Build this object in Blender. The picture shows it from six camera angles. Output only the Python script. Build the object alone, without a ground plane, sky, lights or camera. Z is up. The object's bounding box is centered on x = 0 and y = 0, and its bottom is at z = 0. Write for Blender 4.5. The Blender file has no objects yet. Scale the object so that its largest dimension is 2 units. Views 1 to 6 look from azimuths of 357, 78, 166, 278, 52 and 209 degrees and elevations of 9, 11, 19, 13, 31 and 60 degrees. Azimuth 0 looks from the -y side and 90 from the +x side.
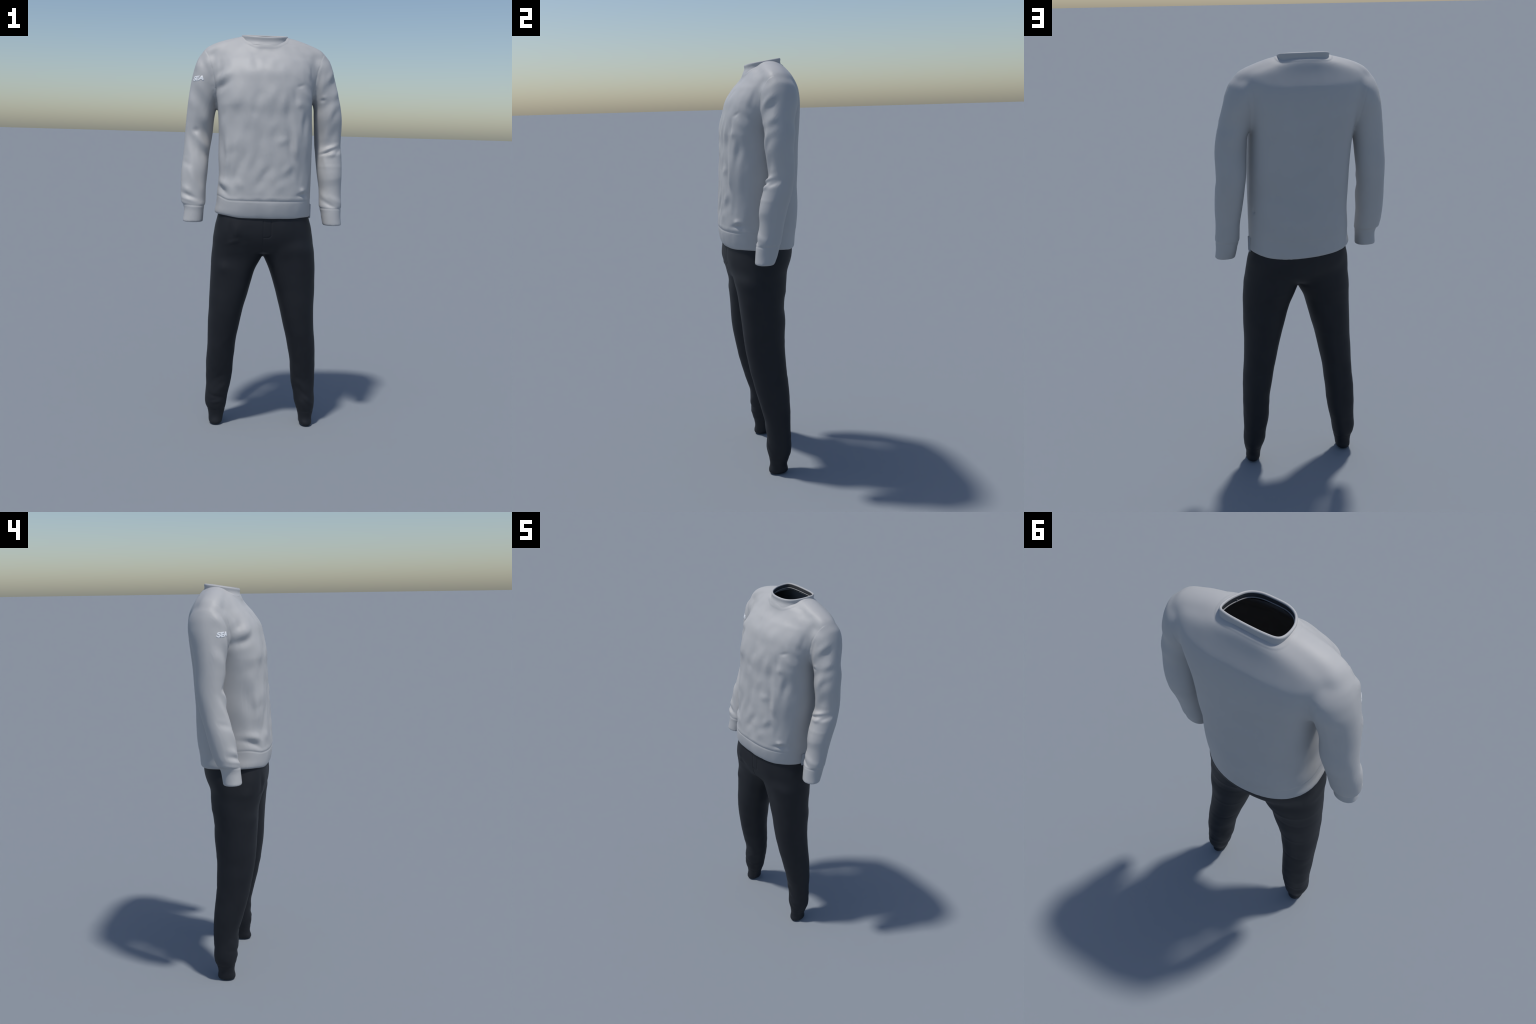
"""Crew-neck sweatshirt over tapered jogger trousers, worn by nobody (ghost mannequin)."""
import bpy, bmesh, math
import numpy as np
from mathutils import Vector, noise
from mathutils.bvhtree import BVHTree

# ------------------------------------------------------------------ helpers
def hermite(zs, vals, zq):
    zs = np.asarray(zs, float); vals = np.asarray(vals, float)
    m = np.gradient(vals, zs)
    i = np.clip(np.searchsorted(zs, zq) - 1, 0, len(zs) - 2)
    h = zs[i + 1] - zs[i]; t = (zq - zs[i]) / h
    return ((2*t**3 - 3*t**2 + 1)*vals[i] + (t**3 - 2*t**2 + t)*h*m[i]
            + (-2*t**3 + 3*t**2)*vals[i+1] + (t**3 - t**2)*h*m[i+1])

def sstep(a, b, x):
    t = np.clip((np.asarray(x, float) - a) / (b - a), 0, 1)
    return t*t*(3 - 2*t)

def loft(stations, power, nz=160, na=96, warp=None, round_low=0.0, round_top=0.0):
    """Closed solid through horizontal superellipse sections.
    station = (z, x_min, x_max, y_front, y_back); power = (z list, front exponents, back exponents, optional skew of y with x)."""
    st = np.array(stations, float); zs = st[:, 0]
    zq = np.linspace(zs[0], zs[-1], nz)
    xl, xr, yf, yb = [hermite(zs, st[:, k], zq) for k in (1, 2, 3, 4)]
    at = lambda c: np.interp(zq, power[0], c)
    th = np.linspace(0, 2*np.pi, na, endpoint=False)
    c, s = np.cos(th), np.sin(th)
    q = np.where(s[None, :] < 0, at(power[1])[:, None], at(power[2])[:, None])
    if len(power) > 4:        # change of exponent in the quadrants: front right, front left, back left
        fr, fl, bl = power[4]; w = (1 - sstep(1.55, 1.75, zq))[:, None]
        q = q + w*np.where(s[None, :] < 0, np.where(c[None, :] < 0, fr, fl), np.where(c[None, :] > 0, bl, 0))
    e = 2/q
    cx = np.sign(c)*np.abs(c)[None, :]**e
    sy = np.sign(s)*np.abs(s)[None, :]**e
    shrink = np.zeros(nz)
    if round_low: shrink += round_low*(1 - np.sqrt(1 - (1 - np.clip((zq - zq[0])/round_low, 0, 1))**2))
    if round_top: shrink += round_top*(1 - np.sqrt(1 - (1 - np.clip((zq[-1] - zq)/round_top, 0, 1))**2))
    P = np.empty((nz, na, 3))
    P[:, :, 0] = ((xl + xr)/2)[:, None] + (((xr - xl)/2) - shrink)[:, None]*cx
    P[:, :, 1] = ((yf + yb)/2)[:, None] + (((yb - yf)/2) - shrink)[:, None]*sy
    if len(power) > 3: P[:, :, 1] += (at(power[3])*(xr - xl)/2)[:, None]*cx
    P[:, :, 2] = zq[:, None]
    V = P.reshape(-1, 3)
    if warp is not None: V = warp(V)
    i = np.arange(nz - 1)[:, None]*na; j = np.arange(na)[None, :]; k = (j + 1) % na
    F = np.stack([i + j, i + k, i + na + k, i + na + j], -1).reshape(-1, 4).tolist()
    F.append(list(range(na))[::-1]); F.append([(nz-1)*na + q for q in range(na)])
    return V, F

def mesh_from(name, V, F):
    me = bpy.data.meshes.new(name)
    me.from_pydata([tuple(v) for v in V], [], [list(f) for f in F]); me.update()
    return me

def fuse(name, solids, voxel):
    """Union of closed solids into one skin, as (vertices, quads)."""
    Vs, Fs, o = [], [], 0
    for V, F in solids:
        Vs.append(V); Fs += [[i + o for i in f] for f in F]; o += len(V)
    me = mesh_from(name, np.concatenate(Vs), Fs)
    ob = bpy.data.objects.new(name, me); bpy.context.scene.collection.objects.link(ob)
    md = ob.modifiers.new('skin', 'REMESH'); md.mode = 'VOXEL'; md.voxel_size = voxel; md.adaptivity = 0
    dg = bpy.context.evaluated_depsgraph_get()
    ev = bpy.data.meshes.new_from_object(ob.evaluated_get(dg))
    bpy.data.objects.remove(ob); bpy.data.meshes.remove(me)
    out = read(ev); bpy.data.meshes.remove(ev)
    return out

def read(me):
    V = np.empty(len(me.vertices)*3); me.vertices.foreach_get('co', V)
    F = [list(p.vertices) for p in me.polygons]
    return V.reshape(-1, 3), F

def edges_of(F):
    E = set()
    for f in F:
        for a, b in zip(f, f[1:] + f[:1]): E.add((a, b) if a < b else (b, a))
    return np.array(list(E))

def smooth(V, E, it, w=0.5, mask=None, taubin=True):
    n = len(V); deg = np.bincount(E.ravel(), minlength=n).astype(float)[:, None]
    V = V.copy()
    for k in range(it):
        for lam in ((w, -w*1.04) if taubin else (w,)):
            S = np.stack([np.bincount(E[:, 0], V[E[:, 1], c], n) + np.bincount(E[:, 1], V[E[:, 0], c], n) for c in range(3)], 1)
            d = (S/deg - V)*lam
            V += d if mask is None else d*mask[:, None]
    return V

def refine(V, F):
    """One Catmull-Clark level."""
    me = mesh_from('refine', V, F)
    ob = bpy.data.objects.new('refine', me); bpy.context.scene.collection.objects.link(ob)
    md = ob.modifiers.new('s', 'SUBSURF'); md.levels = 1; md.render_levels = 1
    dg = bpy.context.evaluated_depsgraph_get()
    ev = bpy.data.meshes.new_from_object(ob.evaluated_get(dg))
    bpy.data.objects.remove(ob); bpy.data.meshes.remove(me)
    out = read(ev); bpy.data.meshes.remove(ev)
    return out

def normals(V, F):
    me = mesh_from('n', V, F)
    N = np.empty(len(V)*3); me.vertex_normals.foreach_get('vector', N)
    bpy.data.meshes.remove(me)
    return N.reshape(-1, 3)

def fbm(V, scale, seed, octaves=2):
    sx, sy, sz = scale
    return np.array([noise.fractal(Vector((x*sx + seed, y*sy - seed*.7, z*sz + seed*1.3)), 1.0, 2.0, octaves) for x, y, z in V])

def folds(x, z, table):
    """Sum of soft ridges (+) and grooves (-).  Row: x, z, half length, half width, lean in degrees
    from vertical (positive leans right going up), height in mm."""
    h = np.zeros(len(x))
    for fx, fz, L, w, lean, mm in table:
        a = math.radians(lean); dx, dz = x - fx, z - fz
        along = dx*math.sin(a) + dz*math.cos(a)
        across = (dx*math.cos(a) - dz*math.sin(a))/1.2; along = along/.85
        h += mm*.001*np.exp(-(along/L)**2 - (across/w)**2)
    return h

def split(groups, V, F, N, coll_parent):
    """Cut one smooth skin into named objects whose borders coincide."""
    lab = groups['label']; Fa = np.array(F, dtype=object)
    out = {}
    for key, (name, mat) in groups['parts'].items():
        idx = np.nonzero(lab == key)[0]
        faces = [F[i] for i in idx]
        used = np.unique(np.concatenate([np.array(f) for f in faces]))
        remap = -np.ones(len(V), int); remap[used] = np.arange(len(used))
        me = mesh_from(name, V[used], [[int(remap[q]) for q in f] for f in faces])
        me.polygons.foreach_set('use_smooth', [True]*len(me.polygons))
        me.normals_split_custom_set_from_vertices([tuple(n) for n in N[used]])
        me.materials.append(mat)
        out[key] = add(name, me, coll_parent)
    return out

def add(name, me, parent):
    ob = bpy.data.objects.new(name, me)
    bpy.context.scene.collection.objects.link(ob)
    if parent is not None:
        ob.parent = parent
        ob.matrix_parent_inverse = parent.matrix_world.inverted()
    return ob

def thing(name, label, category):
    ob = bpy.data.objects.new(name, None)
    bpy.context.scene.collection.objects.link(ob)
    ob['label'] = label; ob['category'] = category
    return ob

# ---------------------------------------------------------------- materials
def fabric(name, c1, c2, rough, scale, bump, sheen=0.0, spec=0.35):
    m = bpy.data.materials.new(name); m.use_nodes = True
    nt = m.node_tree; b = nt.nodes['Principled BSDF']
    tc = nt.nodes.new('ShaderNodeTexCoord')
    n1 = nt.nodes.new('ShaderNodeTexNoise'); n1.inputs['Scale'].default_value = scale; n1.inputs['Detail'].default_value = 4
    nt.links.new(tc.outputs['Object'], n1.inputs['Vector'])
    r = nt.nodes.new('ShaderNodeValToRGB')
    r.color_ramp.elements[0].position = .35; r.color_ramp.elements[0].color = (*c1, 1)
    r.color_ramp.elements[1].position = .65; r.color_ramp.elements[1].color = (*c2, 1)
    nt.links.new(n1.outputs['Fac'], r.inputs['Fac'])
    nt.links.new(r.outputs['Color'], b.inputs['Base Color'])
    n2 = nt.nodes.new('ShaderNodeTexNoise'); n2.inputs['Scale'].default_value = 900; n2.inputs['Detail'].default_value = 2
    nt.links.new(tc.outputs['Object'], n2.inputs['Vector'])
    bp = nt.nodes.new('ShaderNodeBump'); bp.inputs['Strength'].default_value = bump; bp.inputs['Distance'].default_value = .0006
    nt.links.new(n2.outputs['Fac'], bp.inputs['Height']); nt.links.new(bp.outputs['Normal'], b.inputs['Normal'])
    b.inputs['Roughness'].default_value = rough
    b.inputs['Specular IOR Level'].default_value = spec
    b.inputs['Sheen Weight'].default_value = sheen
    return m

M_SHIRT = fabric('grey_marl_fleece', (.432, .434, .439), (.446, .448, .453), .52, 9, .25)
M_DARK = fabric('grey_inside_surface', (.23, .23, .235), (.25, .25, .255), .95, 20, .1, spec=.05)  # grey below the fleece, tuned to how dim the shirt interior looks
M_PANTS = fabric('navy_black_jersey', (.0092, .0108, .0152), (.0112, .0128, .0174), .60, 14, .25)
M_FACING = fabric('shade_painted_facing', (.062, .064, .068), (.070, .072, .076), .9, 30, .1, spec=.1)  # shirt fabric darkened: shade inside the collar is baked into this colour
M_LIT_SEAM = fabric('painted_lit_seam', (.26, .26, .26), (.29, .29, .29), .8, 40, .1)  # lighter than the facing, draws the sunlit line on the inner neck ridge
M_PRINT = fabric('white_print', (.72, .74, .77), (.77, .79, .82), .5, 30, .05)
M_TAG = fabric('woven_tag', (.42, .44, .47), (.46, .48, .51), .6, 60, .2)

# ------------------------------------------------------- sweatshirt: profiles
# z, x_min, x_max, y_front, y_back
TORSO = [(1.108, -.232, .245, -.175, .170), (1.120, -.232, .245, -.179, .172), (1.160, -.225, .243, -.187, .176),
         (1.220, -.222, .243, -.189, .186), (1.300, -.215, .243, -.184, .190), (1.400, -.219, .242, -.179, .188),
         (1.500, -.219, .242, -.173, .190), (1.600, -.224, .238, -.167, .191), (1.680, -.233, .236, -.161, .195),
         (1.750, -.248, .246, -.150, .196), (1.810, -.260, .258, -.130, .193), (1.860, -.272, .270, -.099, .183),
         (1.895, -.279, .276, -.072, .166), (1.918, -.268, .264, -.060, .155), (1.938, -.232, .222, -.052, .147),
         (1.955, -.185, .174, -.046, .140), (1.966, -.146, .138, -.042, .134), (1.974, -.116, .110, -.038, .126)]
TORSO_POWER = ([1.1, 1.4, 1.65, 1.8, 1.88, 1.97], [2.6, 3.0, 3.1, 2.3, 1.8, 1.9], [2.2, 2.45, 3.3, 4.0, 3.6, 2.4], [.022, .020, .015, 0, 0, 0], (.25, -.3, -.2))
SLEEVE_POWER = ([1.1, 1.4, 1.8], [2.0, 1.9, 2.2], [2.3, 2.25, 1.75])
SLEEVE_RIGHT = [(1.075, -.390, -.290, -.088, .001), (1.110, -.385, -.288, -.084, .006), (1.140, -.384, -.286, -.081, .012),
                (1.155, -.388, -.283, -.081, .017), (1.168, -.397, -.279, -.078, .027), (1.190, -.401, -.278, -.074, .038),
                (1.240, -.403, -.278, -.065, .057), (1.320, -.402, -.271, -.051, .077), (1.400, -.394, -.266, -.029, .100),
                (1.500, -.388, -.251, -.008, .122), (1.600, -.380, -.240, -.016, .126), (1.700, -.369, -.213, -.019, .141),
                (1.800, -.351, -.190, -.023, .164), (1.855, -.334, -.180, -.016, .154), (1.885, -.319, -.185, .002, .128),
                (1.904, -.300, -.205, .020, .090)]
SLEEVE_LEFT = [(1.070, .309, .403, -.085, .002), (1.110, .302, .399, -.081, .020), (1.135, .298, .399, -.078, .027),
               (1.152, .293, .400, -.076, .032), (1.168, .290, .401, -.075, .038), (1.200, .289, .400, -.066, .045),
               (1.240, .288, .399, -.058, .053), (1.320, .277, .401, -.053, .074), (1.400, .269, .401, -.031, .099),
               (1.425, .267, .400, -.024, .104), (1.455, .264, .397, -.008, .110), (1.500, .261, .397, -.006, .114),
               (1.600, .254, .395, -.018, .114), (1.650, .250, .388, -.018, .122), (1.700, .226, .376, -.017, .124), (1.800, .200, .351, -.018, .150),
               (1.855, .190, .334, -.014, .146), (1.885, .190, .320, .004, .126), (1.904, .205, .300, .020, .090)]

def yoke(nx=120, na=48):
    """Shoulder ridge: a flattened tube lying along the shoulder line from tip to tip."""
    xs = np.linspace(-.318, .312, nx); th = np.linspace(0, 2*np.pi, na, endpoint=False)
    a = np.abs(xs); end = np.sqrt(np.clip(1 - np.clip((a - .27)/.048, 0, 1)**2, .02, 1))
    topz = np.interp(a, [.0, .105, .15, .19, .248, .30, .32], [1.984, 1.984, 1.975, 1.962, 1.939, 1.913, 1.900])
    topz = topz + np.where(xs < 0, .006, .002)*sstep(.15, .24, a)
    half = .040*end
    yc = np.interp(a, [0, .12, .3], [.065, .060, .056]); hy = np.interp(a, [0, .12, .3], [.060, .060, .056])*end
    P = np.empty((nx, na, 3)); P[:, :, 0] = xs[:, None]
    P[:, :, 1] = yc[:, None] + hy[:, None]*np.cos(th)
    P[:, :, 2] = (topz - half - .040*(1 - end))[:, None] + half[:, None]*np.sin(th)
    i = np.arange(nx - 1)[:, None]*na; j = np.arange(na)[None, :]; k = (j + 1) % na
    F = np.stack([i + j, i + na + j, i + na + k, i + k], -1).reshape(-1, 4).tolist()
    F.append(list(range(na))); F.append([(nx-1)*na + q for q in range(na)][::-1])
    return P.reshape(-1, 3), F

def hem_warp(V):
    V = V.copy(); x, y, z = V.T
    low = 1 - sstep(1.115, 1.24, z)
    drop = (-.011 - .04*x)*sstep(.03, .17, y) + .010*sstep(.10, .20, -x)*(1 - sstep(.02, .15, y)) + .002*sstep(.15, .23, np.abs(x))*(1 - sstep(-.1, .0, y))
    tilt = (.22*np.minimum(y - .07, 0) + .04*np.maximum(y - .07, 0))*sstep(1.86, 1.97, z)
    V[:, 2] = z + low*drop + tilt
    return V

# neckline: centre line of the collar rim (x, y, z)
RIM = [(0, -.033, 1.971), (.048, -.028, 1.973), (.081, -.007, 1.977), (.099, .029, 1.982), (.108, .068, 1.988),
       (.105, .101, 1.993), (.078, .112, 1.995), (.035, .1155, 1.9955), (-.01, .117, 1.996), (-.055, .116, 1.996),
       (-.091, .110, 1.995), (-.106, .091, 1.992), (-.109, .055, 1.987), (-.102, .022, 1.982), (-.082, -.010, 1.977), (-.047, -.029, 1.973)]

def closed_curve(P, n):
    P = np.array(P, float); m = len(P); t = np.linspace(0, m, n, endpoint=False)
    i = t.astype(int); f = (t - i)[:, None]
    a, b, c, d = P[(i-1) % m], P[i % m], P[(i+1) % m], P[(i+2) % m]
    return .5*(2*b + (c - a)*f + (2*a - 5*b + 4*c - d)*f**2 + (3*b - a - 3*c + d)*f**3)

RIMC = closed_curve(RIM, 192)

def loop_distance(x, y):
    """Signed distance in plan to the collar loop (negative inside), and height of the rim there."""
    d = np.full(len(x), 9.); zz = np.zeros(len(x))
    for px, py, pz in RIMC:
        q = np.hypot(x - px, y - py); m = q < d
        d[m] = q[m]; zz[m] = pz
    ins = np.zeros(len(x), bool)
    A = RIMC; B = np.roll(RIMC, -1, 0)
    for (x1, y1, _), (x2, y2, _) in zip(A, B):
        c = (y1 > y) != (y2 > y)
        ins ^= c & (x < (x2 - x1)*(y - y1)/((y2 - y1) or 1e-12) + x1)
    return np.where(ins, -d, d), zz

ARMHOLE_Z = [1.0, 1.15, 1.35, 1.60, 1.67, 1.76, 1.82, 1.875, 1.91, 2.0]
ARMHOLE_R = [.262, .258, .243, .234, .236, .246, .258, .277, .297, .40]
ARMHOLE_L = [.275, .268, .258, .247, .239, .248, .260, .279, .297, .40]
def armhole(x, z):
    return np.where(x < 0, np.interp(z, ARMHOLE_Z, ARMHOLE_R), np.interp(z, ARMHOLE_Z, ARMHOLE_L))

# front relief of the body: x, z, half length, half width, lean, mm
BODY_FOLDS = [
    # bust line: light above, turning under below it
    (-.06, 1.797, .060, .030, 80, 2.4), (.07, 1.815, .06, .028, 68, 4.0), (.01, 1.745, .09, .030, 84, -1.6),
    (-.045, 1.838, .045, .018, -12, -4.0), (-.012, 1.895, .04, .022, -5, -2.6), (-.09, 1.885, .04, .03, 20, 2.5),
    (.085, 1.893, .035, .028, 15, 2.5), (.03, 1.84, .05, .022, 35, 2.5), (-.085, 1.84, .03, .03, 0, 2.0),
    # creases running out of the wearer's right armpit
    (-.220, 1.803, .035, .013, 32, -7.0), (-.195, 1.775, .050, .018, 42, 6.0), (-.212, 1.733, .055, .017, 58, -9.5),
    (-.150, 1.70, .05, .03, 70, 3.0), (-.222, 1.845, .035, .010, 5, -3.0),
    # creases running out of the wearer's left armpit
    (.215, 1.735, .055, .012, -38, -5.0), (.190, 1.760, .05, .014, -40, 4.5), (.228, 1.76, .05, .010, -20, -5.0), (.170, 1.742, .022, .008, 70, -2.5),
    (.232, 1.80, .05, .010, -8, -4.0), (.215, 1.805, .045, .013, -12, 3.5), (.20, 1.70, .035, .012, -35, 2.5),
    # lumpy drape of the front panel
    (-.052, 1.613, .022, .020, 70, -2.5), (-.085, 1.53, .055, .024, 20, -4.5), (-.055, 1.55, .06, .022, 18, 2.5),
    (-.105, 1.38, .065, .022, 22, -5.5), (-.075, 1.39, .07, .020, 20, 3.0), (-.165, 1.42, .05, .018, 25, -4.5),
    (-.145, 1.45, .05, .018, 25, 2.5), (-.115, 1.27, .025, .022, 60, 4.5), (-.19, 1.275, .03, .025, 0, 4.0),
    (-.145, 1.30, .04, .015, 15, -3.0), (-.15, 1.58, .06, .022, 20, -3.0), (-.14, 1.66, .04, .025, 30, 3.0),
    (.035, 1.60, .05, .022, 15, -3.0), (.02, 1.68, .05, .022, 10, 3.0), (-.03, 1.69, .045, .02, 20, -2.5),
    (.085, 1.66, .06, .020, 8, 3.0), (.115, 1.615, .05, .018, 5, -3.5), (.165, 1.655, .025, .014, -15, 3.5),
    (.145, 1.68, .05, .012, -8, -3.5), (.125, 1.47, .085, .015, -3, -6.0), (.150, 1.455, .085, .014, -4, 5.0),
    (.145, 1.395, .045, .014, -25, -4.5), (.110, 1.345, .045, .016, 42, 3.5), (.135, 1.325, .045, .020, 35, -2.0),
    (.085, 1.48, .035, .016, 68, 3.0), (.05, 1.52, .05, .02, 20, -2.8), (.02, 1.45, .07, .025, 15, 2.5),
    (.01, 1.33, .045, .016, 40, -3.5), (.045, 1.30, .05, .02, 35, 2.8), (-.02, 1.28, .035, .018, 30, -3.0),
    (.08, 1.265, .035, .02, 40, 3.0), (-.03, 1.40, .06, .02, 15, -2.2), (.19, 1.245, .014, .010, 60, 6.0),
    (.19, 1.225, .03, .008, 80, -4.0), (.175, 1.30, .05, .014, 0, -3.0),
    # long side drapes
    (.195, 1.57, .07, .015, 5, -3.5), (.175, 1.56, .07, .013, 2, 3.0), (.205, 1.40, .10, .016, 2, 2.5),
    (-.200, 1.44, .10, .014, -4, -9.0), (-.180, 1.40, .12, .015, -2, 6.0), (-.165, 1.34, .10, .012, 6, -4.0),
    (-.200, 1.245, .04, .010, -45, -5.0), (-.185, 1.268, .03, .014, -45, 4.5), (-.20, 1.60, .05, .02, 30, -3.0),
]
# relief of the sleeves seen from the front
SLEEVE_FOLDS = [
    # wearer's right
    (-.332, 1.52, .02, .012, -50, -5.0), (-.306, 1.470, .075, .016, -38, 6.5), (-.285, 1.51, .07, .022, -32, -6.0),
    (-.295, 1.415, .05, .016, -40, -4.0), (-.365, 1.45, .09, .014, -12, 3.5), (-.345, 1.43, .08, .014, -18, -3.5),
    (-.350, 1.66, .06, .022, -28, 4.0), (-.320, 1.66, .08, .022, -30, -3.5), (-.295, 1.71, .07, .018, -28, 4.0),
    (-.315, 1.60, .05, .025, -30, -3.0), (-.290, 1.58, .05, .02, -25, 3.0), (-.295, 1.83, .06, .014, -25, -3.5),
    (-.325, 1.83, .05, .016, -18, 3.0), (-.37, 1.235, .03, .012, -55, 4.0), (-.36, 1.205, .045, .009, -70, -4.0),
    (-.36, 1.185, .045, .009, -75, 4.0), (-.345, 1.30, .07, .016, -25, 3.5), (-.315, 1.30, .07, .016, -20, -3.5),
    (-.375, 1.36, .03, .013, -60, -3.0), (-.30, 1.235, .04, .014, -15, 3.0), (-.285, 1.36, .05, .012, -10, 3.0),
    # wearer's left
    (.338, 1.449, .042, .010, 62, 8.0), (.318, 1.429, .032, .0065, 70, -9.0), (.348, 1.419, .030, .010, 80, 5.0),
    (.372, 1.43, .03, .010, 50, -4.0), (.315, 1.52, .06, .016, 12, 3.5), (.355, 1.52, .06, .018, 20, -3.0),
    (.345, 1.775, .060, .018, 35, -4.0), (.325, 1.80, .055, .014, 32, 4.0), (.350, 1.705, .055, .015, 38, 5.0),
    (.325, 1.675, .05, .015, 40, -4.5), (.296, 1.697, .016, .009, 80, 1.6), (.288, 1.682, .014, .007, 80, -2.2),
    (.360, 1.63, .06, .016, 30, -4.0), (.335, 1.62, .06, .016, 25, 4.0), (.285, 1.76, .06, .012, 5, 3.5),
    (.375, 1.66, .05, .014, 28, 3.0), (.345, 1.300, .016, .05, -8, .7), (.345, 1.265, .016, .05, -8, -.4),
    (.335, 1.175, .040, .010, -62, -5.0), (.365, 1.195, .04, .012, -60, 4.0), (.31, 1.21, .03, .012, -40, 2.5),
    (.345, 1.36, .012, .05, 0, .9), (.31, 1.38, .05, .010, -10, 2.5),
]

# ------------------------------------------------------- sweatshirt: build
V, F = fuse('shirt', [loft(TORSO, TORSO_POWER, nz=220, na=128, warp=hem_warp, round_low=.008),
                      yoke(), loft(SLEEVE_RIGHT, SLEEVE_POWER, nz=200, na=72, round_low=.004),
                      loft(SLEEVE_LEFT, SLEEVE_POWER, nz=200, na=72, round_low=.004)], .0055)
E = edges_of(F)
V = smooth(V, E, 8)
# soften where sleeve and body run together, without closing the armpit
xz = armhole(V[:, 0], V[:, 2])
near = np.exp(-((np.abs(V[:, 0]) - xz)/.050)**2)*sstep(1.67, 1.71, V[:, 2])
near = np.maximum(near, .8*sstep(1.86, 1.90, V[:, 2]))
V = smooth(V, E, 36, mask=near, taubin=False)
V, F = refine(V, F)
E = edges_of(F)
N = normals(V, F)
x, y, z = V.T
side = armhole(x, z)
is_arm = np.abs(x) > side
front = sstep(.05, .55, -N[:, 1])
# large folds
h = np.where(is_arm, folds(x, z, SLEEVE_FOLDS), folds(x, z, BODY_FOLDS))
blend = sstep(1.66, 1.70, z)*np.exp(-((np.abs(x) - side)/.02)**2)
h = 1.2*h*np.where(is_arm, front, sstep(-.1, .4, -N[:, 1]))*(1 - .4*blend)
keep = sstep(1.195, 1.215, z)*(1 - sstep(1.925, 1.95, z))
keep_arm = sstep(1.150, 1.168, z)
h *= np.where(is_arm, keep_arm, keep)
# soft irregular drape, strong in front, faint behind
soft = fbm(V, (11, 11, 7), 3.1, 2)
h += soft*np.where(is_arm, .0022, .0050)*(.12 + .88*front)*np.where(is_arm, keep_arm, np.clip(keep, .15, 1))
# hem band seam: the body puffs over the band
seam_z = 1.194 + .018*sstep(.16, .23, -x)*sstep(-.05, .1, -y) - .012*sstep(.0, .15, y)
dz = z - seam_z
fr = .30 + .70*sstep(.05, .13, -y)*(1 - sstep(.195, .215, x))
band = ~is_arm & (z < 1.30)
h += np.where(band, fr*(-.0018*np.exp(-(dz/.004)**2) + .0010*np.exp(-((dz - .013)/.010)**2)), 0)
h += np.where(band & (dz < 0), .0018*soft*sstep(0, -.02, dz)*front, 0)
# cuff seam
cz = np.where(x < 0, 1.157 - .06*(x + .335), 1.154)
dc = z - cz
h += np.where(is_arm & (z < 1.25), -.0014*np.exp(-(dc/.004)**2) + .0006*np.exp(-((dc - .012)/.008)**2), 0)
# armhole seam
da = np.abs(x) - side
up = sstep(1.67, 1.72, z)*(1 - sstep(1.82, 1.88, z))
h += up*(.5 + .5*sstep(.3, -.3, N[:, 1]))*(-.0014*np.exp(-(da/.004)**2) + .0006*np.exp(-((da - .010)/.007)**2))
# stitched flange round the collar
dl, rz = loop_distance(x, y)
top = (z > 1.90)
h += np.where(top, .0012*sstep(.021, .015, dl), 0)
# small snag on the wearer's left flank
snag = np.exp(-((y - .062)/.011)**2 - ((z - 1.308)/.010)**2)*((x > .15) & ~is_arm)
h -= .009*snag
V = V + N*h[:, None]
V = smooth(V, E, 1, w=.4)
N = normals(V, F)
# open the neck
Fa = np.array(F)
cen = V[Fa].mean(1)
dlc, _ = loop_distance(cen[:, 0], cen[:, 1])
hole = (cen[:, 2] > 1.90) & (dlc < -.0005)
F = [f for f, k in zip(F, hole) if not k]
cen = cen[~hole]
arm_f = np.abs(cen[:, 0]) > armhole(cen[:, 0], cen[:, 2])
cz = np.where(cen[:, 0] < 0, 1.157 - .06*(cen[:, 0] + .335), 1.154)
sz = 1.194 + .018*sstep(.16, .23, -cen[:, 0])*sstep(-.05, .1, -cen[:, 1]) - .012*sstep(.0, .15, cen[:, 1])
lab = np.where(arm_f, np.where(cen[:, 0] < 0, np.where(cen[:, 2] < cz, 'cr', 'sr'), np.where(cen[:, 2] < cz, 'cl', 'sl')),
               np.where(cen[:, 2] < sz, 'hem', 'body'))

shirt = thing('sweatshirt', 'light grey long-sleeved crew-neck sweatshirt with soft creases', 'sweatshirt')
shirt.location = (0, 0, 1.07); bpy.context.view_layer.update()
split({'label': lab, 'parts': {'body': ('torso', M_SHIRT), 'hem': ('hem_band', M_SHIRT), 'sr': ('sleeve', M_SHIRT), 'sl': ('sleeve', M_SHIRT),
                               'cr': ('cuff', M_SHIRT), 'cl': ('cuff', M_SHIRT)}}, V, F, N, shirt)
shirt_bvh = BVHTree.FromPolygons([tuple(v) for v in V], F)

# collar: rolled rib band swept round the neckline (offset outward, height below rim)
def sweep(profile, rim, closed_profile=True):
    n = len(rim); m = len(profile)
    T = np.roll(rim, -1, 0) - np.roll(rim, 1, 0); T[:, 2] = 0
    T /= np.linalg.norm(T, axis=1)[:, None]
    O = np.stack([T[:, 1], -T[:, 0], np.zeros(n)], 1)      # outward for a counter-clockwise loop
    P = np.array([[r + o*a + np.array([0, 0, b]) for a, b in profile] for r, o in zip(rim, O)]).reshape(-1, 3)
    F = []
    for i in range(n):
        k = (i + 1) % n
        for j in range(m if closed_profile else m - 1):
            q = (j + 1) % m
            F.append([i*m + j, k*m + j, k*m + q, i*m + q])
    return P, F

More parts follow.
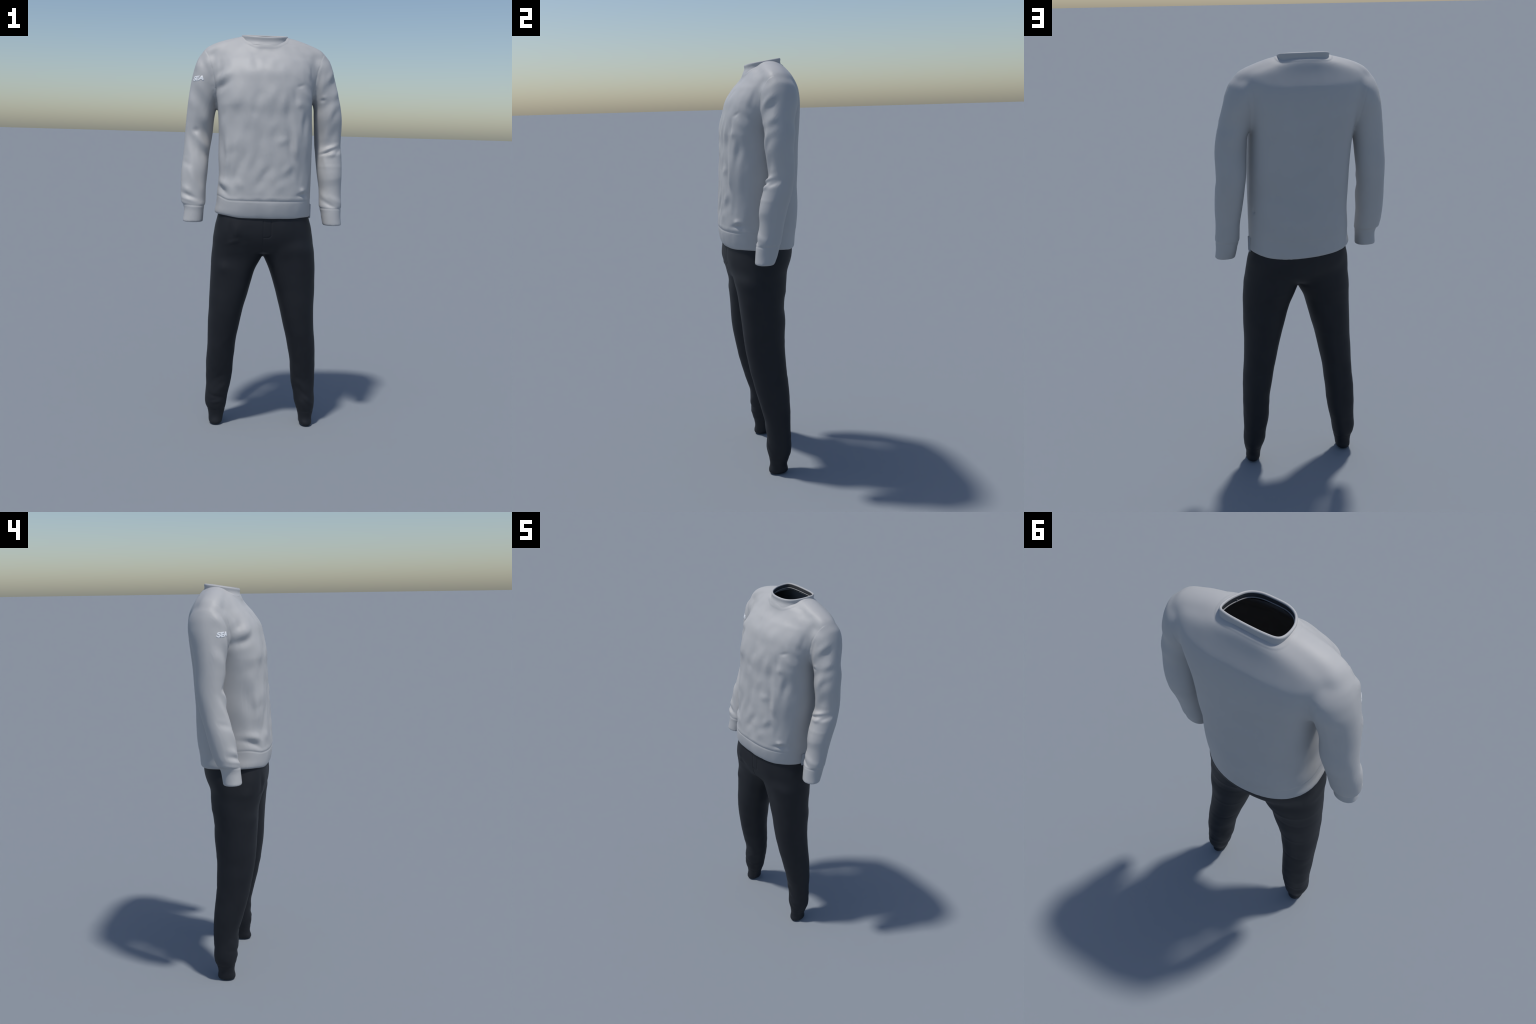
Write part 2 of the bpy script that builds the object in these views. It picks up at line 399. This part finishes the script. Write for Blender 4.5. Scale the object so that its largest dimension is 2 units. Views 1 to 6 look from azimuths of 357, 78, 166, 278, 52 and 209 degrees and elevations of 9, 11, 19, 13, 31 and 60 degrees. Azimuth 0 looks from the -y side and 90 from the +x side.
def band(name, profile, mat, closed):
    P, CF = sweep(profile, RIMC, closed)
    me = mesh_from(name, P, CF); me.polygons.foreach_set('use_smooth', [True]*len(CF)); me.materials.append(mat)
    return add(name, me, shirt)
band('collar', [(.0130, -.038), (.0100, -.031), (.0068, -.0255), (.0050, -.020), (.0045, -.013), (.0055, -.007), (.0058, -.003), (.0045, .0005),
                (.002, .0022), (-.0005, .0022), (-.0025, .0002), (-.0030, -.003)], M_SHIRT, False)
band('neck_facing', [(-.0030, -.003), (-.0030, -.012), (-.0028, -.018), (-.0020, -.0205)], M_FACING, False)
band('painted_lit_seam', [(-.0022, -.0200), (-.0040, -.0205), (-.0046, -.0220), (-.0040, -.0235), (-.0005, -.0245)], M_LIT_SEAM, False)

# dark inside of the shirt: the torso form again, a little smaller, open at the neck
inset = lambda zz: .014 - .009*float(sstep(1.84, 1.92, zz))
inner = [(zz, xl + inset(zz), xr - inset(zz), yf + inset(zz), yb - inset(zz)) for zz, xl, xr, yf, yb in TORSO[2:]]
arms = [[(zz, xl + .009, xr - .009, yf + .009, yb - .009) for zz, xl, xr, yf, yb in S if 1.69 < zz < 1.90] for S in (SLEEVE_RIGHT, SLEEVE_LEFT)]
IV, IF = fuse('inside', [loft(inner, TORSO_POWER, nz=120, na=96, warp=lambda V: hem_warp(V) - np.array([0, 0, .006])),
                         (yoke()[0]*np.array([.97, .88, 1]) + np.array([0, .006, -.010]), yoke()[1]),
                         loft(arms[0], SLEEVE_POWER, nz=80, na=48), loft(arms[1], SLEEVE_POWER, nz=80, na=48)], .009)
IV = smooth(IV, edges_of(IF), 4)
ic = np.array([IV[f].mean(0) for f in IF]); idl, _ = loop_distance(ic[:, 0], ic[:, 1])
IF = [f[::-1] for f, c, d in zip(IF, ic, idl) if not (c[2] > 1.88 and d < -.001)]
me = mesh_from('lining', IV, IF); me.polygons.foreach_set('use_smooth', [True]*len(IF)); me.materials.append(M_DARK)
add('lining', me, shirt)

# woven tag on the wearer's left side of the hem
def box(c, s):
    bm = bmesh.new(); bmesh.ops.create_cube(bm, size=1)
    for v in bm.verts: v.co = Vector((v.co.x*s[0] + c[0], v.co.y*s[1] + c[1], v.co.z*s[2] + c[2]))
    bmesh.ops.bevel(bm, geom=list(bm.edges), offset=min(s)*.35, segments=2, affect='EDGES')
    return bm
def joined(name, boxes, mat):
    me = bpy.data.meshes.new(name); out = bmesh.new()
    for c, s in boxes:
        b = box(c, s); t = bpy.data.meshes.new('t'); b.to_mesh(t); b.free(); out.from_mesh(t); bpy.data.meshes.remove(t)
    out.to_mesh(me); out.free(); me.materials.append(mat); return me
tx = .2435
tag = joined('side_tag', [((tx, -.006, 1.139), (.005, .022, .062)), ((tx + .002, -.018, 1.139), (.006, .004, .066)),
                          ((tx + .002, .006, 1.139), (.006, .004, .066)), ((tx + .001, -.006, 1.105), (.008, .026, .010))], M_TAG)
add('side_tag', tag, shirt)

# lettering on the wearer's right sleeve
cu = bpy.data.curves.new('lettering', 'FONT'); cu.body = 'SEA'; cu.size = 1; cu.shear = .22; cu.offset = .055; cu.space_character = .95; cu.extrude = 0
to = bpy.data.objects.new('lettering', cu); bpy.context.scene.collection.objects.link(to)
tm = bpy.data.meshes.new_from_object(to.evaluated_get(bpy.context.evaluated_depsgraph_get()))
bpy.data.objects.remove(to)
bm = bmesh.new(); bm.from_mesh(tm)
bmesh.ops.remove_doubles(bm, verts=bm.verts, dist=1e-4)
bmesh.ops.triangulate(bm, faces=bm.faces)
bmesh.ops.subdivide_edges(bm, edges=[e for e in bm.edges if e.calc_length() > .12], cuts=2, use_grid_fill=True)
bmesh.ops.triangulate(bm, faces=bm.faces)
xs = [v.co.x for v in bm.verts]; ys = [v.co.y for v in bm.verts]
x0, x1, y0, y1 = min(xs), max(xs), min(ys), max(ys)
A0, A1 = Vector((-.352, .009, 1.757)), Vector((-.297, -.025, 1.760))
face = (A1 - A0).cross(Vector((0, 0, 1))).normalized()     # points out of the sleeve
def on_sleeve(u, w, lift):
    p = A0.lerp(A1, u) + Vector((0, 0, .0235*w))
    hit = shirt_bvh.ray_cast(p + face*.2, -face)
    return hit[0] + hit[1]*lift
flat = [(((v.co.x - x0)/(x1 - x0)), ((v.co.y - y0)/(y1 - y0))) for v in bm.verts]
for v, (u, w) in zip(bm.verts, flat): v.co = on_sleeve(u, w, .0007)
ex = bmesh.ops.extrude_face_region(bm, geom=list(bm.faces))
low = set(g for g in ex['geom'] if isinstance(g, bmesh.types.BMVert))
for v in low: v.co -= face*(-.0002)
for v in bm.verts:
    if v not in low: v.co -= face*.0022
bmesh.ops.recalc_face_normals(bm, faces=bm.faces)
bm.to_mesh(tm); bm.free()
tm.materials.clear(); tm.materials.append(M_PRINT)
add('lettering', tm, shirt)

# ------------------------------------------------------------------ trousers
LEG_RIGHT = [(.004, -.240, -.176, -.014, .076), (.020, -.244, -.172, -.014, .078), (.045, -.245, -.168, -.009, .075), (.080, -.251, -.160, -.013, .081),
             (.105, -.261, -.155, -.020, .091), (.130, -.265, -.151, -.024, .095), (.180, -.263, -.142, -.029, .095),
             (.250, -.262, -.130, -.033, .095), (.350, -.261, -.123, -.059, .091), (.450, -.258, -.114, -.087, .080),
             (.550, -.255, -.097, -.106, .075), (.650, -.252, -.077, -.120, .076), (.750, -.250, -.050, -.128, .086),
             (.850, -.248, -.020, -.134, .090), (.920, -.246, .014, -.137, .106), (.955, -.242, .028, -.148, .112), (.980, -.235, .03, -.150, .112), (1.01, -.20, .02, -.12, .09)]
LEG_LEFT = [(.004, .238, .301, -.031, .063), (.020, .232, .301, -.031, .065), (.045, .229, .300, -.024, .061), (.080, .221, .307, -.027, .072),
            (.105, .212, .311, -.031, .081), (.130, .205, .312, -.033, .085), (.180, .197, .310, -.033, .086),
            (.250, .182, .307, -.036, .087), (.350, .173, .305, -.060, .087), (.450, .153, .297, -.084, .085),
            (.550, .130, .287, -.103, .078), (.650, .106, .281, -.120, .079), (.750, .078, .281, -.126, .086),
            (.850, .043, .279, -.134, .088), (.920, .014, .274, -.142, .104), (.955, .0, .271, -.149, .110), (.980, .0, .263, -.150, .112), (1.01, .01, .23, -.12, .09)]
HIPS = [(.930, -.03, .06, -.08, .02), (.945, -.13, .16, -.130, .060), (.962, -.215, .240, -.146, .095), (.980, -.237, .264, -.156, .116), (1.020, -.234, .260, -.168, .140),
        (1.060, -.228, .252, -.171, .153), (1.095, -.220, .242, -.169, .157), (1.120, -.215, .236, -.165, .155), (1.16, -.200, .220, -.15, .145)]
HIP_POWER = ([.9, 1.1], [2.6, 2.6], [2.1, 2.2], [.012, .012], (.8, -.2, 0))
LEG_RIGHT_POWER = ([0, .45, .9], [2.3, 1.9, 2.4], [2.3, 2.3, 1.9], [0, 0, .018])
LEG_LEFT_POWER = ([0, .45, .9], [2.2, 2.0, 2.4], [2.1, 2.3, 1.9], [0, 0, -.025])
PV, PF = fuse('pants', [loft(HIPS, HIP_POWER, nz=90, na=128), loft(LEG_RIGHT, LEG_RIGHT_POWER, nz=200, na=72, round_low=.010), loft(LEG_LEFT, LEG_LEFT_POWER, nz=200, na=72, round_low=.010)], .0055)
PE = edges_of(PF)
PV = smooth(PV, PE, 8)
x, y, z = PV.T
near = np.exp(-((z - .985)/.055)**2)*sstep(.93, .945, z + .04*(np.abs(x - .015) > .05))
PV = smooth(PV, PE, 60, mask=near, taubin=False)
PV, PF = refine(PV, PF); PE = edges_of(PF)
PN = normals(PV, PF)
x, y, z = PV.T
front = sstep(.05, .5, -PN[:, 1]); back = sstep(.05, .5, PN[:, 1])
cuffz = .085
body = sstep(cuffz, cuffz + .03, z)
h = fbm(PV, (7, 7, 7), 8.3, 2)*.0028*body
h += fbm(PV, (15, 15, 15), 1.7, 2)*.0018*body*(1 - sstep(.30, .55, z))
LEG_FOLDS_FRONT = [
    (-.125, 1.04, .045, .016, 5, 3.5), (-.155, 1.05, .05, .010, 0, -3.0), (-.10, 1.01, .02, .03, 20, -2.5), (-.14, .995, .012, .03, -20, 2.5),
    (-.185, .86, .03, .02, 20, 3.0), (.27, .15, .05, .010, -42, 4.0), (.255, .175, .05, .010, -42, -3.5), (.245, .13, .04, .010, -30, 3.0),
    (-.20, .135, .012, .035, -8, 3.0), (-.205, .165, .012, .035, 12, -3.0), (-.17, .22, .045, .012, 50, 3.0), (-.18, .28, .05, .014, 55, -2.5),
    (.22, .24, .05, .012, -50, 3.0), (.23, .50, .05, .018, -50, 2.0), (-.16, .48, .05, .018, 50, 2.0)]
LEG_FOLDS_BACK = [(-.13, .90, .014, .08, -8, 2.5), (-.14, .82, .014, .07, -10, -2.5), (.15, .90, .014, .08, 8, 2.5), (.16, .82, .014, .07, 10, -2.5),
                  (-.16, .66, .014, .06, -8, 2.0), (.18, .66, .014, .06, 8, 2.0), (-.18, .50, .012, .05, -10, -2.5), (.2, .50, .012, .05, 10, -2.5),
                  (-.2, .20, .012, .05, -12, 2.5), (.25, .2, .012, .05, 12, 2.5)]
h += folds(x, z, LEG_FOLDS_FRONT)*front + .55*folds(x, z, LEG_FOLDS_BACK)*back
# fly: centre seam and J-shaped stitching
def groove(d, w, depth): return -depth*np.exp(-(d/w)**2)
fy = front*(y < -.05)
h += fy*groove(x - .006, .0030, .0016)*sstep(.90, .93, z)
corner = np.hypot(np.clip(x - .028, 0, 1), np.clip(1.036 - z, 0, 1)) - .016
h += fy*groove(np.where((x > .006) & (z > 1.015), corner, 9), .0030, .0018)
# ankle cuff seam
h += groove(z - cuffz, .004, .0009)
PV = PV + PN*h[:, None]
PV = smooth(PV, PE, 1, w=.4)
PV[:, 2] -= PV[:, 2].min()
PN = normals(PV, PF)
cen = PV[np.array(PF)].mean(1)
lab = np.where(cen[:, 2] > .915, 'hips',
               np.where(cen[:, 0] < .015, np.where(cen[:, 2] < cuffz, 'ar', 'lr'), np.where(cen[:, 2] < cuffz, 'al', 'll')))
pants = thing('jogger_trousers', 'dark navy-black tapered jogger trousers with ribbed ankle cuffs', 'trousers')
split({'label': lab, 'parts': {'hips': ('hip_section', M_PANTS), 'lr': ('leg', M_PANTS), 'll': ('leg', M_PANTS),
                               'ar': ('ankle_cuff', M_PANTS), 'al': ('ankle_cuff', M_PANTS)}}, PV, PF, PN, pants)
